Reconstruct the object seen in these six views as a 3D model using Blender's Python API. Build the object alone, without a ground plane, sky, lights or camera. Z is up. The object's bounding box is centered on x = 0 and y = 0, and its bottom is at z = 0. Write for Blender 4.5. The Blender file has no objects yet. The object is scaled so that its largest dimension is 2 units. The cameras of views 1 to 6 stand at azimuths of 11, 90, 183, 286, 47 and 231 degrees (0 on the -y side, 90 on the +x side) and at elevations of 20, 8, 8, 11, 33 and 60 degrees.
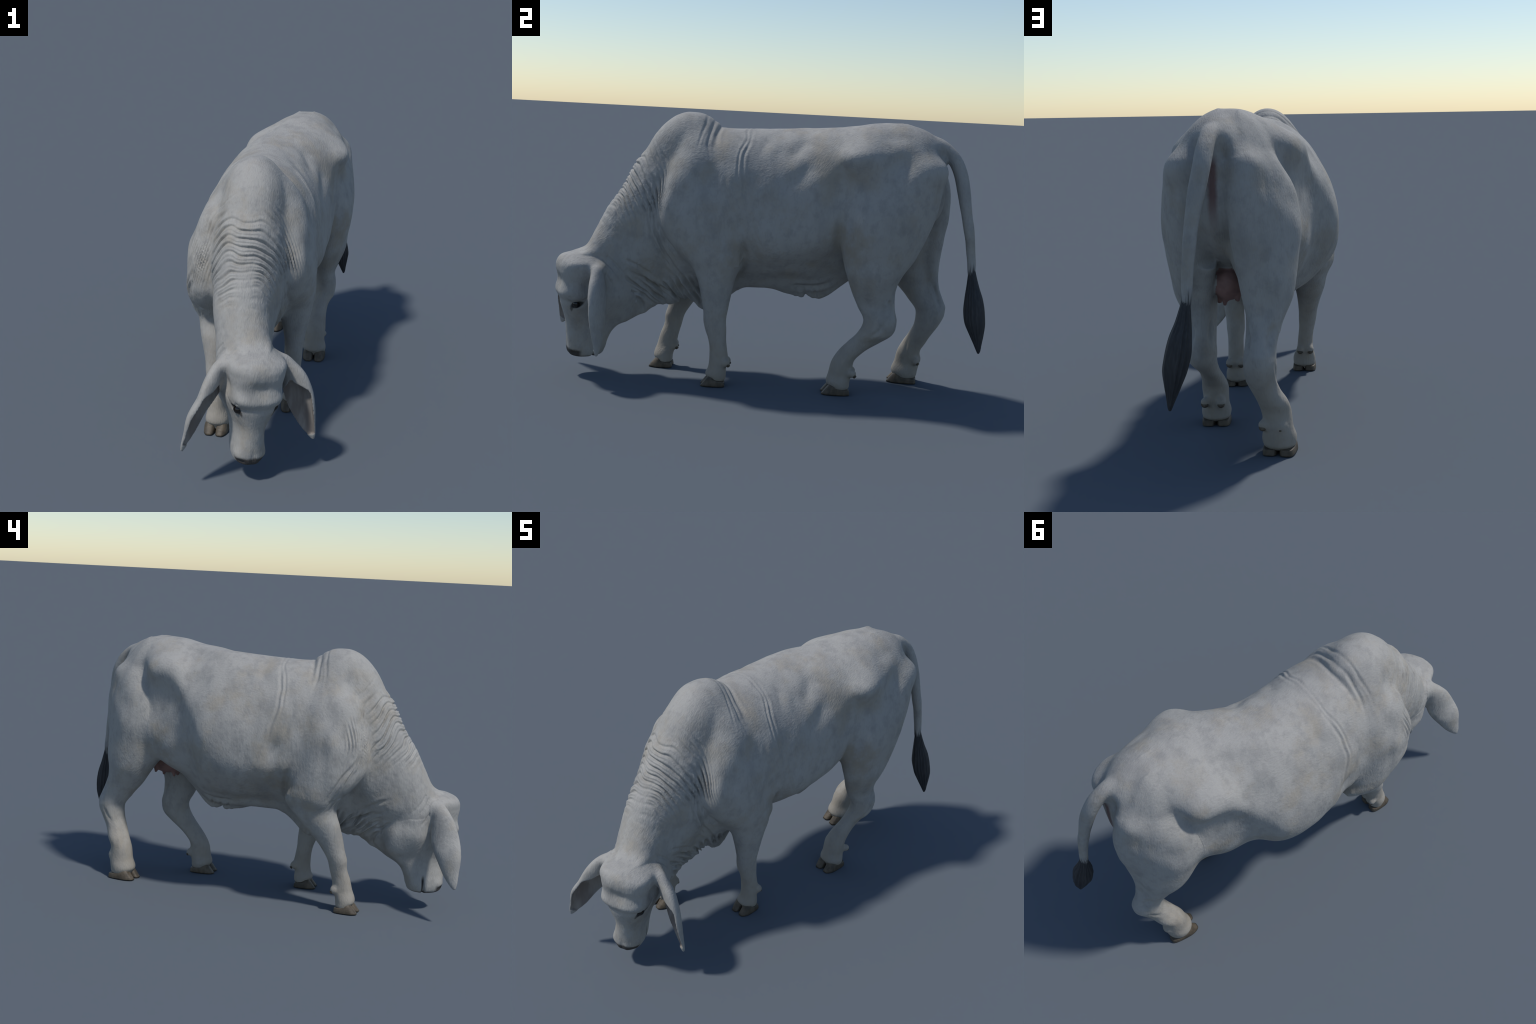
# A pale hump-backed cow grazing with its head down.
# The body is described by smooth-blended lofts (trunk, neck, head, limbs, tail, ears, udder),
# each a set of profile curves; the blend is polygonised into one skin, wrinkled, and split
# into anatomical parts.  Metres, z up, the cow faces -y.
import bpy, math
import numpy as np

GRID = 0.004            # finest cell of the skin
rng = np.random.default_rng(7)

# ------------------------------------------------------------------ curves and blending
def curve(pts, n=400):
    """Smooth curve through (t, value) points -> callable table (non-uniform Catmull-Rom, clamped ends)."""
    pts = sorted(pts)
    t = np.array([p[0] for p in pts], float)
    v = np.array([p[1] for p in pts], float)
    if len(t) == 1:
        return lambda x: np.full_like(x, v[0])
    s = np.diff(v) / np.diff(t)
    m = np.empty_like(v)
    m[0], m[-1] = s[0], s[-1]
    if len(t) > 2:
        h = np.diff(t)
        m[1:-1] = (s[:-1] * h[1:] + s[1:] * h[:-1]) / (h[:-1] + h[1:])
        lim = 3 * np.minimum(np.abs(s[:-1]), np.abs(s[1:])) + 1e-9
        flat = s[:-1] * s[1:] <= 0
        m[1:-1] = np.where(flat, m[1:-1] * 0.3, np.clip(m[1:-1], -lim, lim))
    X = np.linspace(t[0], t[-1], n)
    i = np.clip(np.searchsorted(t, X) - 1, 0, len(t) - 2)
    h = t[i + 1] - t[i]
    u = (X - t[i]) / h
    Y = ((2*u**3 - 3*u**2 + 1) * v[i] + (u**3 - 2*u**2 + u) * h * m[i]
         + (-2*u**3 + 3*u**2) * v[i+1] + (u**3 - u**2) * h * m[i+1])
    return lambda x: np.interp(x, X, Y)

def smin(a, b, k):
    h = np.maximum(k - np.abs(a - b), 0) / k
    return np.minimum(a, b) - h * h * k * 0.25

def smax(a, b, k):
    return -smin(-a, -b, k)

def sstep(a, b, x):
    t = np.clip((x - a) / (b - a), 0, 1)
    return t * t * (3 - 2 * t)

def section(u, v, ulo, uhi, vlo, vhi, vmid, n):
    """First-order distance to a superellipse-like section with unequal halves; n may be one exponent
    or four, for the quadrants (+u+v, -u+v, +u-v, -u-v)."""
    uc = 0.5 * (ulo + uhi)
    a = np.maximum(0.5 * (uhi - ulo), 1e-3)
    vc = vlo + (vhi - vlo) * vmid
    du, dv = u - uc, v - vc
    if isinstance(n, list):
        w = np.clip(du / a * 3 + .5, 0, 1)
        n = np.where(dv > 0, n[0] * w + n[1] * (1 - w), n[2] * w + n[3] * (1 - w))
    b = np.maximum(np.where(dv > 0, vhi - vc, vc - vlo), 1e-3)
    U = np.abs(du) / a + 1e-6
    V = np.abs(dv) / b + 1e-6
    w = sstep(0, .65, V) * sstep(0, .35, U)          # slack exponents must not leave a corner on the axes
    n = np.where(n < 2, 2.02 + (n - 2.02) * w, n)
    rho = (U**n + V**n) ** (1.0 / n)
    g = np.sqrt(((U / rho)**(n-1) / a)**2 + ((V / rho)**(n-1) / b)**2)
    return (rho - 1) / g

class Loft:
    """Profile loft along a straight axis: t runs along the axis, each section spans
    [ulo,uhi] x [vlo,vhi] in the frame (u, v)."""
    def __init__(self, name, origin, T, U, V, t0, t1, ulo, uhi, vlo, vhi, vmid=0.5, n=2.2, k=0.03, cap=0.02):
        self.name, self.k = name, k
        self.cap, self.cap_top = cap if isinstance(cap, tuple) else (cap, cap)
        self.o = np.array(origin, float)
        self.M = np.array([T, U, V], float)
        self.t0, self.t1 = t0, t1
        c = lambda q: curve(q) if isinstance(q, (list, tuple)) else (lambda x, q=q: np.full_like(x, q))
        self.ulo, self.uhi, self.vlo, self.vhi, self.vmid = map(c, (ulo, uhi, vlo, vhi, vmid))
        self.n = (lambda t, q=[c(n[x]) for x in ('lu', 'ru', 'ld', 'rd')]: [f(t) for f in q]) if isinstance(n, dict) else c(n)
        ts = np.linspace(t0, t1, 60)
        corners = []
        for uu in (self.ulo, self.uhi):
            for vv in (self.vlo, self.vhi):
                corners.append(self.o + np.stack([ts, uu(ts), vv(ts)], 1) @ self.M)
        C = np.concatenate(corners)
        self.lo, self.hi = C.min(0) - 0.07, C.max(0) + 0.07
    def dist(self, P):
        q = (P - self.o) @ self.M.T
        t = np.clip(q[:, 0], self.t0, self.t1)
        d = section(q[:, 1], q[:, 2], self.ulo(t), self.uhi(t), self.vlo(t), self.vhi(t), self.vmid(t), self.n(t))
        c = np.maximum(q[:, 0] - self.t1, self.t0 - q[:, 0])
        return smax(d, c, np.where(q[:, 0] > self.t1 - .12, self.cap_top, self.cap))

class Tube:
    """Round or flattened tube along a free spine of stations (x, y, z, a, b); `side` is the
    direction of the a radius."""
    def __init__(self, name, stations, side=(1, 0, 0), n=2.0, k=0.03, sub=10):
        self.name, self.k, self.n = name, k, n
        S = np.array(stations, float)
        tt = np.arange(len(S), dtype=float)
        X = np.linspace(0, len(S) - 1, (len(S) - 1) * sub + 1)
        self.S = np.stack([curve(list(zip(tt, S[:, i])))(X) for i in range(5)], 1)
        self.side = np.array(side, float) / np.linalg.norm(side)
        r = self.S[:, 3:5].max(1)[:, None]
        self.lo = (self.S[:, :3] - r).min(0) - 0.05
        self.hi = (self.S[:, :3] + r).max(0) + 0.05
        C = self.S[:, :3]
        T = np.gradient(C, axis=0)
        T /= np.linalg.norm(T, axis=1)[:, None]
        A = self.side - T * (T @ self.side)[:, None]
        A /= np.linalg.norm(A, axis=1)[:, None]
        self.T, self.A, self.B = T, A, np.cross(T, A)
    def dist(self, P):
        C = self.S[:, :3]
        out = np.empty(len(P))
        for s in range(0, len(P), 60000):
            p = P[s:s+60000]
            best = np.full(len(p), 1e9); idx = np.zeros(len(p), int); fr = np.zeros(len(p))
            for i in range(len(C) - 1):
                ab = C[i+1] - C[i]
                f = np.clip(((p - C[i]) @ ab) / (ab @ ab), 0, 1)
                dd = ((p - C[i] - f[:, None] * ab)**2).sum(1)
                m = dd < best
                best[m] = dd[m]; idx[m] = i; fr[m] = f[m]
            L = lambda arr: arr[idx] * (1 - fr)[:, None] + arr[idx+1] * fr[:, None]
            st = L(self.S); off = p - st[:, :3]
            u = (off * L(self.A)).sum(1); v = (off * L(self.B)).sum(1); w = (off * L(self.T)).sum(1)
            a, b = np.maximum(st[:, 3], 1e-3), np.maximum(st[:, 4], 1e-3)
            d = section(u, v, -a, a, -b, b, 0.5, self.n)
            end = np.where((idx == 0) & (fr <= 0), -w, np.where((idx == len(C) - 2) & (fr >= 1), w, -1.0))
            out[s:s+60000] = np.where(end > 0, np.sqrt(np.maximum(d, 0)**2 + end**2), d)
        return out

class Ball:
    def __init__(self, name, c, r, k=0.03, yaw=0.0, pitch=0.0):
        self.name, self.k = name, k
        self.c, self.r = np.array(c, float), np.array(r, float)
        cy, sy, cp, sp = math.cos(yaw), math.sin(yaw), math.cos(pitch), math.sin(pitch)
        self.R = np.array([[cy, sy, 0], [-sy*cp, cy*cp, sp], [sy*sp, -cy*sp, cp]])
        self.lo, self.hi = self.c - self.r.max() - 0.06, self.c + self.r.max() + 0.06
    def dist(self, P):
        q = (P - self.c) @ self.R.T
        k0 = np.linalg.norm(q / self.r, axis=1) + 1e-9
        k1 = np.linalg.norm(q / self.r**2, axis=1) + 1e-9
        return k0 * (k0 - 1) / k1

X, Y, Z = (1, 0, 0), (0, 1, 0), (0, 0, 1)
def mid(pts, half):      # centre curve +- half width
    c, h = curve(pts), curve(half)
    ts = sorted(set([p[0] for p in pts] + [p[0] for p in half]))
    t = np.array(ts)
    return list(zip(ts, c(t) - h(t))), list(zip(ts, c(t) + h(t)))

# ------------------------------------------------------------------ trunk
SPINE_X = [(-.7, .02), (-.5, -.01), (-.36, -.018), (-.25, -.02), (-.12, -.024), (.0, -.03), (.12, -.030), (.25, -.014),
           (.36, .02), (.48, .052), (.60, .075), (.70, .092), (.78, .102), (.86, .112)]
t_lo, t_hi = mid([(y, x - .012 * math.exp(-((y - .22) / .12)**2)) for y, x in SPINE_X],
                 [(-.47, .10), (-.42, .17), (-.36, .215), (-.25, .247), (-.12, .268), (.0, .281), (.12, .288), (.22, .286), (.32, .264),
                  (.40, .250), (.48, .238), (.54, .218), (.62, .175), (.70, .138), (.76, .098), (.81, .06)])
trunk = Loft('torso', (0, 0, 0), Y, X, Z, -.47, .80, t_lo, t_hi,
             [(-.47, .46), (-.36, .41), (-.25, .405), (-.12, .43), (.0, .434), (.12, .435), (.25, .44), (.36, .49),
              (.48, .57), (.60, .66), (.70, .74), (.80, .84)],
             [(-.47, 1.02), (-.36, 1.13), (-.25, 1.165), (-.12, 1.177), (.0, 1.180), (.12, 1.190), (.25, 1.203), (.36, 1.213),
              (.48, 1.232), (.56, 1.236), (.64, 1.229), (.70, 1.211), (.76, 1.175), (.80, 1.14)],
             vmid=[(-.47, .5), (-.2, .47), (.1, .42), (.24, .46), (.34, .60), (.44, .74), (.54, .76), (.70, .70), (.86, .6)],
             n={'lu': [(-.47, 2.3), (-.2, 2.3), (-.03, 2.0), (.16, 2.1), (.30, 2.9), (.42, 2.3), (.52, 1.9), (.86, 1.9)], 'ru': [(-.47, 2.1), (-.1, 2.0), (.05, 1.9), (.22, 1.75), (.36, 1.5), (.5, 1.6), (.86, 1.9)],
                'ld': [(-.47, 1.7), (-.1, 1.35), (.06, 1.48), (.2, 1.4), (.35, 1.4), (.86, 2.0)], 'rd': [(-.47, 1.7), (-.1, 1.35), (.1, 1.48), (.22, 1.5), (.35, 1.7), (.5, 2.0), (.86, 2.0)]}, cap=.04)

hump_lo, hump_hi = mid([(-.62, .0), (-.35, -.004), (-.2, -.014)], [(-.60, .05), (-.54, .10), (-.46, .130), (-.37, .141), (-.30, .133), (-.24, .09), (-.21, .05)])
hump = Loft('torso', (0, 0, 0), Y, X, Z, -.60, -.21, hump_lo, hump_hi, .86,
            [(-.60, 1.01), (-.557, 1.085), (-.50, 1.163), (-.456, 1.207), (-.412, 1.233), (-.375, 1.241), (-.322, 1.237),
             (-.284, 1.222), (-.25, 1.195), (-.228, 1.165), (-.21, 1.12)], vmid=.42, n=2.05, k=.055, cap=.02)

flap_lo, flap_hi = mid(SPINE_X, [(.05, .02), (.2, .03), (.4, .02)])
belly_flap = Loft('torso', (0, 0, 0), Y, X, Z, .04, .42, flap_lo, flap_hi,
                  [(.04, .455), (.08, .43), (.138, .412), (.189, .402), (.207, .414), (.235, .402), (.265, .400), (.30, .415), (.34, .445), (.42, .52)], .56, k=.03)

# ------------------------------------------------------------------ neck (sections tilted back), dewlap
NT, NV = np.array((0, -.936, -.352)), np.array((0, -.352, .936))
def neck_tv(pts):
    return [(-.936*y - .352*z, -.352*y + .936*z) for y, z in pts]
neck_top = neck_tv([(-.30, 1.10), (-.44, 1.09), (-.52, 1.05), (-.576, 1.035), (-.622, .975), (-.672, .878), (-.735, .785), (-.79, .675), (-.832, .60), (-.90, .55)])
neck_bot = neck_tv([(-.16, .47), (-.27, .40), (-.37, .40), (-.47, .37), (-.55, .345), (-.62, .33), (-.70, .36)])
n_lo, n_hi = mid([(-.2, -.014), (0, -.013), (.15, -.006), (.30, -.004), (.42, .006), (.5, .024), (.62, .06)],
                 [(-.1, .18), (.05, .178), (.15, .165), (.22, .150), (.30, .136), (.38, .126), (.46, .119), (.52, .120), (.62, .105)])
neck = Loft('neck', (0, 0, 0), NT, X, NV, -.10, .62, n_lo, n_hi, neck_bot, neck_top, vmid=.58,
            n={'lu': 2.15, 'ru': 2.1, 'ld': 1.42, 'rd': 1.3}, k=.045, cap=.05)
d_lo, d_hi = mid([(-.66, .03), (-.4, .0), (-.1, -.03)], [(-.66, .02), (-.55, .035), (-.3, .034), (-.1, .034)])
dewlap = Loft('neck', (0, 0, 0), Y, X, Z, -.64, -.12, d_lo, d_hi,
              [(-.12, .42), (-.17, .37), (-.21, .332), (-.25, .313), (-.275, .316), (-.31, .342), (-.345, .365), (-.37, .375), (-.40, .35), (-.45, .337),
               (-.476, .34), (-.52, .315), (-.545, .295), (-.575, .285), (-.60, .275), (-.64, .26)], .56, vmid=.7, n=1.8, k=.05)

# ------------------------------------------------------------------ head, in its own turned and tilted frame
YAW, ROLL = math.radians(28), math.radians(4)
HL = np.array((math.cos(YAW)*math.cos(ROLL), math.sin(YAW)*math.cos(ROLL), -math.sin(ROLL)))     # towards the left ear
HF = np.array((math.sin(YAW), -math.cos(YAW), 0.0))                                              # out of the forehead
HU = np.cross(HF, HL); HU = HU if HU[2] > 0 else -HU                                            # towards the poll
HO = np.array((.075, -.815, .45)) - HU * .45
def head_pt(l, f, h):
    return HO + l*HL + f*HF + h*HU
h_w = [(.08, .034), (.09, .052), (.11, .064), (.14, .067), (.18, .063), (.22, .060), (.26, .067), (.30, .086), (.345, .103), (.40, .117),
       (.45, .117), (.50, .120), (.54, .114), (.565, .075), (.575, .05)]
head = Loft('head', HO, HU, HL, HF, .08, .575, [(t, -w) for t, w in h_w], h_w,
            [(.08, -.035), (.09, -.075), (.12, -.097), (.16, -.108), (.20, -.128), (.25, -.18), (.29, -.22), (.33, -.235), (.40, -.22), (.46, -.17), (.52, -.11), (.575, -.04)],
            [(.08, .040), (.09, .064), (.10, .074), (.12, .081), (.15, .083), (.20, .085), (.25, .090), (.30, .101), (.345, .116), (.40, .134), (.45, .132),
             (.50, .138), (.535, .133), (.558, .118), (.580, .085)],
            vmid=[(.08, .5), (.25, .55), (.4, .5), (.575, .5)], n={'lu': [(.08, 2.3), (.25, 2.3), (.45, 2.8), (.575, 2.4)], 'ru': [(.08, 2.3), (.25, 2.3), (.45, 2.8), (.575, 2.4)], 'ld': [(.08, 2.3), (.25, 3.2), (.45, 3.3), (.575, 2.7)], 'rd': [(.08, 2.3), (.25, 3.2), (.45, 3.3), (.575, 2.7)]}, k=.05, cap=.02)

# ------------------------------------------------------------------ ears: drooping scooped leaves
class Ear(Tube):
    def __init__(self, s, shift):
        st = [(.085, -.02, .510, .034, .034), (.118, -.012, .516, .034, .028), (.146, -.004, .492, .042, .027), (.165, .004, .445, .058, .031),
              (.186, .009, .38, .068, .032), (.207, .014, .31, .061, .029), (.232, .019, .24, .042, .020), (.254, .024, .19, .022, .011), (.264, .027, .164, .007, .005)]
        chord = s * .70 * HL + .714 * HF
        back = s * .714 * HL - .70 * HF
        W = [tuple(head_pt(s * (l + shift(h)), f, h)) + (a, b) for l, f, h, a, b in st]
        Tube.__init__(self, 'ear', W, side=chord, k=.02)
        S2 = [(*(np.array(w[:3]) - back * (.0075 if i > 2 else -.03)), max(w[3] * .88 - .001, .002), max(w[4] * .88, .002)) for i, w in enumerate(W)]
        S2 = S2[3:-1]
        S2[0] = (*(np.array(S2[0][:3]) - back * .004), S2[0][3] * .35, S2[0][4] * .55)
        self.hollow = Tube('hollow', S2, side=chord)
    def dist(self, P):
        return smax(Tube.dist(self, P), -self.hollow.dist(P), .008)
ear_left = Ear(1, lambda h: 0.010 * (h < .46))
ear_right = Ear(-1, lambda h: 0.02 * (h < .35))

# ------------------------------------------------------------------ limbs: lofts over height
def limb(name, rows, n=2.3, k=.03, cap=.015):
    """rows: (z, front y, back y, smaller x, larger x)"""
    c = lambda i: [(r[0], r[i]) for r in rows]
    return Loft(name, (0, 0, 0), Z, X, Y, rows[0][0], rows[-1][0], c(3), c(4), c(1), c(2), n=n, k=k, cap=cap)

FORE_N = [(0, 2.1), (.45, 2.15), (.6, 2.2), (1.1, 2.2)]
fore_left = limb('forelimb', [(.012, -.222, -.168, .108, .176), (.03, -.228, -.149, .097, .187), (.052, -.243, -.147, .095, .190), (.08, -.232, -.148, .105, .184), (.117, -.227, -.140, .108, .180), (.165, -.227, -.147, .110, .178),
    (.215, -.234, -.153, .111, .179), (.26, -.249, -.153, .106, .184), (.30, -.257, -.155, .106, .187), (.36, -.266, -.148, .102, .197), (.43, -.280, -.137, .092, .210), (.50, -.300, -.122, .075, .226), (.56, -.330, -.100, .05, .238), (.60, -.372, -.090, .03, .244), (.67, -.440, -.098, 0, .252),
    (.74, -.480, -.115, -.02, .257), (.81, -.488, -.15, -.03, .256), (.90, -.47, -.18, -.03, .242), (1.0, -.44, -.20, -.03, .214), (1.10, -.40, -.24, -.03, .158), (1.20, -.37, -.28, -.03, .09)], n=FORE_N, k=.03, cap=(.008, .10))
fore_right = limb('forelimb', [(.012, -.500, -.445, -.196, -.118), (.03, -.504, -.428, -.207, -.105), (.052, -.518, -.426, -.208, -.103), (.11, -.503, -.411, -.198, -.122), (.16, -.490, -.401, -.198, -.128), (.205, -.474, -.389, -.203, -.133), (.26, -.464, -.374, -.213, -.136),
    (.30, -.456, -.348, -.223, -.134), (.345, -.448, -.315, -.235, -.130), (.42, -.430, -.245, -.255, -.120), (.50, -.408, -.178, -.270, -.10), (.55, -.43, -.165, -.290, -.08), (.60, -.475, -.172, -.301, -.06), (.67, -.523, -.178, -.306, -.03), (.75, -.540, -.185, -.301, 0),
    (.82, -.53, -.20, -.295, 0), (.92, -.497, -.20, -.266, 0), (1.0, -.460, -.22, -.230, 0), (1.10, -.41, -.26, -.16, 0), (1.20, -.38, -.30, -.09, 0)], n=FORE_N, k=.03, cap=(.008, .10))
elbows = [Tube('forelimb', [(.18, -.19, .62, .04, .04), (.182, -.135, .60, .03, .032), (.178, -.105, .583, .018, .02)], k=.03), Tube('forelimb', [(-.235, -.26, .575, .04, .04), (-.236, -.205, .553, .03, .032), (-.226, -.178, .535, .018, .02)], k=.03)]
hind_left = limb('hindlimb', [(.012, .335, .402, .125, .210), (.03, .328, .421, .113, .222), (.052, .314, .422, .108, .226), (.09, .322, .430, .115, .217), (.15, .336, .436, .116, .219), (.20, .365, .480, .128, .217), (.25, .405, .550, .14, .225),
    (.29, .440, .598, .141, .245), (.35, .466, .612, .141, .248), (.41, .437, .598, .141, .246), (.47, .409, .597, .140, .266), (.56, .378, .624, .135, .300), (.64, .355, .674, .12, .310), (.72, .338, .712, .10, .322),
    (.80, .335, .745, .10, .328), (.88, .350, .765, .10, .322), (.96, .39, .775, .10, .303), (1.04, .44, .765, .11, .272), (1.10, .48, .73, .12, .228), (1.15, .52, .68, .12, .18), (1.24, .56, .64, .09, .12)],
    n=[(0, 2.1), (.15, 2.0), (.28, 1.85), (.5, 1.9), (.6, 1.95), (.8, 1.75), (1.2, 1.75)], k=.035, cap=(.008, .10))
hind_right = limb('hindlimb', [(.012, .664, .742, -.150, -.058), (.03, .656, .764, -.162, -.046), (.052, .643, .768, -.167, -.040), (.10, .656, .776, -.155, -.048), (.155, .667, .775, -.148, -.040), (.20, .687, .798, -.138, -.028), (.25, .712, .822, -.112, -.008),
    (.30, .732, .848, -.100, .008), (.36, .735, .868, -.099, .010), (.42, .69, .850, -.103, .010), (.48, .640, .822, -.122, .010), (.56, .580, .804, -.154, .016), (.64, .528, .812, -.172, .04), (.72, .506, .814, -.183, .07),
    (.80, .500, .816, -.190, .09), (.88, .500, .816, -.182, .095), (.96, .51, .805, -.160, .09), (1.04, .54, .78, -.125, .085), (1.10, .56, .75, -.08, .08), (1.15, .58, .72, -.05, .06), (1.24, .60, .68, .0, .06)],
    n=[(0, 2.1), (.15, 2.0), (.28, 1.85), (.5, 1.85), (.62, 1.85), (.8, 1.5), (1.2, 1.55)], k=.035, cap=(.008, .10))

hooks = [Ball('torso', (.245, .395, 1.075), (.060, .070, .045), k=.07), Ball('torso', (-.125, .495, 1.085), (.058, .08, .040), k=.07)]
pins = [Ball('torso', (.220, .69, 1.035), (.052, .09, .048), k=.07), Ball('torso', (.0, .765, 1.04), (.05, .05, .042), k=.06)]
fills = [Ball('torso', (-.115, .40, .75), (.095, .15, .15), k=.09)]
cords = [Tube('hindlimb', [(.15, .66, .68, .032, .03), (.165, .610, .58, .030, .03), (.178, .578, .48, .026, .022), (.19, .575, .36, .020, .020)], k=.028),
         Tube('hindlimb', [(.01, .745, 1.04, .05, .05), (.005, .785, .96, .055, .055), (.0, .795, .84, .058, .058), (-.008, .79, .72, .050, .050), (-.02, .79, .60, .038, .034), (-.03, .81, .48, .026, .024), (-.04, .842, .38, .020, .020)], k=.03)]

DEW = {'fl': [(.117, -.139, .106), (.170, -.141, .106)], 'fr': [(-.138, -.410, .102), (-.185, -.412, .102)],
       'bl': [(.141, .437, .096), (.205, .437, .096)], 'br': [(-.047, .757, .108), (-.110, .770, .108)]}
spurs = [Ball('forelimb' if q[0] == 'f' else 'hindlimb', (x, y - .006, z + .004), (.0165, .0165, .0175), k=.02) for q, v in DEW.items() for x, y, z in v]

# ------------------------------------------------------------------ tail and udder
tail = Tube('tail', [(.100, .64, 1.140, .034, .034), (.107, .70, 1.148, .036, .036), (.111, .735, 1.150, .036, .036), (.118, .775, 1.137, .035, .034), (.128, .826, 1.095, .033, .032), (.137, .857, 1.04, .031, .031), (.152, .879, .96, .029, .029), (.165, .893, .88, .026, .026),
                     (.176, .912, .78, .024, .024), (.184, .930, .66, .021, .021), (.188, .936, .60, .019, .019), (.196, .944, .52, .016, .016)], k=.012)
udder = Ball('udder', (.085, .55, .60), (.064, .09, .068), k=.02)
teats = []
for x, y, z in ((.125, .51, .512), (.10, .575, .515), (.062, .505, .518), (.048, .60, .535)):
    teats.append(Tube('udder', [(x*.8 + .085*.2, y, z + .065, .018, .018), (x, y, z + .03, .012, .012), (x, y, z, .006, .006)], k=.015))

BODY = [trunk, hump, neck, dewlap, belly_flap, fore_left, fore_right, hind_left, hind_right] + hooks + pins + fills + cords + \
       elbows + spurs + [udder] + teats + [tail, head, ear_left, ear_right]

def body_sdf(P):
    d = np.full(len(P), 0.3)
    for e in BODY:
        m = np.all((P > e.lo) & (P < e.hi), axis=1)
        if m.any():
            d[m] = smin(d[m], e.dist(P[m]), e.k)
    return d

# ------------------------------------------------------------------ polygonise (octree refinement + surface nets)
def polygonise(f, lo, hi, h, levels=4):
    lo = np.array(lo); H = h * 2**(levels - 1)
    N = np.ceil((np.array(hi) - lo) / H).astype(int)
    cells = np.stack(np.meshgrid(*[np.arange(n) for n in N], indexing='ij'), -1).reshape(-1, 3)
    off = np.array([(i, j, k) for i in (0, 1) for j in (0, 1) for k in (0, 1)])
    for lev in range(levels):
        step = h * 2**(levels - 1 - lev)
        BIG = np.int64(1 << 20)
        key = lambda c: (c[..., 0].astype(np.int64) * BIG + c[..., 1]) * BIG + c[..., 2]
        corners = cells[:, None, :] + off[None]
        uk, inv = np.unique(key(corners).ravel(), return_inverse=True)
        G = np.stack([uk // (BIG*BIG), (uk // BIG) % BIG, uk % BIG], 1)
        val = f(lo + G * step)
        cv = val[inv].reshape(-1, 8)
        if lev < levels - 1:
            cells = cells[np.abs(cv).min(1) < 1.3 * step]
            cells = (cells[:, None, :] * 2 + off[None]).reshape(-1, 3)
    s = cv < 0
    act = s.any(1) & ~s.all(1)
    cells, cv, inv = cells[act], cv[act], inv.reshape(-1, 8)[act]
    order = np.argsort(key(cells)); cells, cv = cells[order], cv[order]
    ck = key(cells)
    pos = np.zeros((len(cells), 3)); cnt = np.zeros(len(cells))
    edges = [(a, b) for a in range(8) for b in range(a+1, 8) if abs(off[a] - off[b]).sum() == 1]
    for a, b in edges:
        m = (cv[:, a] < 0) != (cv[:, b] < 0)
        t = cv[m, a] / (cv[m, a] - cv[m, b])
        pos[m] += off[a] + (off[b] - off[a]) * t[:, None]; cnt[m] += 1
    V = lo + (cells + pos / cnt[:, None]) * h
    F = []
    for ax in range(3):
        e1, e2 = np.eye(3, dtype=int)[(ax+1) % 3], np.eye(3, dtype=int)[(ax+2) % 3]
        ia, ib = 0, int(np.where((off == np.eye(3, dtype=int)[ax]).all(1))[0][0])
        m = (cv[:, ia] < 0) != (cv[:, ib] < 0)
        c = cells[m]; flip = cv[m, ia] < 0
        q, ok = [], np.ones(len(c), bool)
        for d in (0*e1, e1, e1+e2, e2):
            kk = key(c - d); j = np.clip(np.searchsorted(ck, kk), 0, len(ck) - 1)
            ok &= ck[j] == kk; q.append(j)
        Q = np.stack(q, 1); Q[~flip] = Q[~flip][:, ::-1]
        F.append(Q[ok])
    return V, np.concatenate(F)

def vertex_normals(V, F):
    n = np.cross(V[F[:, 2]] - V[F[:, 0]], V[F[:, 3]] - V[F[:, 1]])
    N = np.stack([np.bincount(F.ravel(), np.repeat(n[:, i], 4), len(V)) for i in range(3)], 1)
    return N / (np.linalg.norm(N, axis=1)[:, None] + 1e-12)

def relax(V, F, it, lam=.5, mu=-.52, weight=None):
    a = np.concatenate([F[:, 0], F[:, 1], F[:, 2], F[:, 3]]); b = np.concatenate([F[:, 1], F[:, 2], F[:, 3], F[:, 0]])
    i, j = np.concatenate([a, b]), np.concatenate([b, a])
    deg = np.bincount(i, minlength=len(V))
    for _ in range(it):
        for w in (lam, mu):
            L = np.stack([np.bincount(i, V[j, c], len(V)) for c in range(3)], 1) / deg[:, None] - V
            V = V + w * L * (1 if weight is None else weight[:, None])
    return V

# ------------------------------------------------------------------ surface relief
def value_noise(P, seed=0):
    """Smooth 3D value noise in [-1, 1]."""
    i = np.floor(P).astype(np.int64); f = P - i; f = f*f*(3 - 2*f)
    r = 0
    for dx in (0, 1):
        for dy in (0, 1):
            for dz in (0, 1):
                h = ((i[:, 0]+dx)*374761393 + (i[:, 1]+dy)*668265263 + (i[:, 2]+dz)*2147483647 + seed*1274126177) & 0xffffffff
                h = ((h ^ (h >> 13)) * 1274126177) & 0xffffffff
                h = ((h ^ (h >> 16)) & 0xffff) / 32767.5 - 1
                w = (f[:, 0] if dx else 1-f[:, 0]) * (f[:, 1] if dy else 1-f[:, 1]) * (f[:, 2] if dz else 1-f[:, 2])
                r = r + h * w
    return r

def spine_x(y):
    return curve(SPINE_X)(y)

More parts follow.
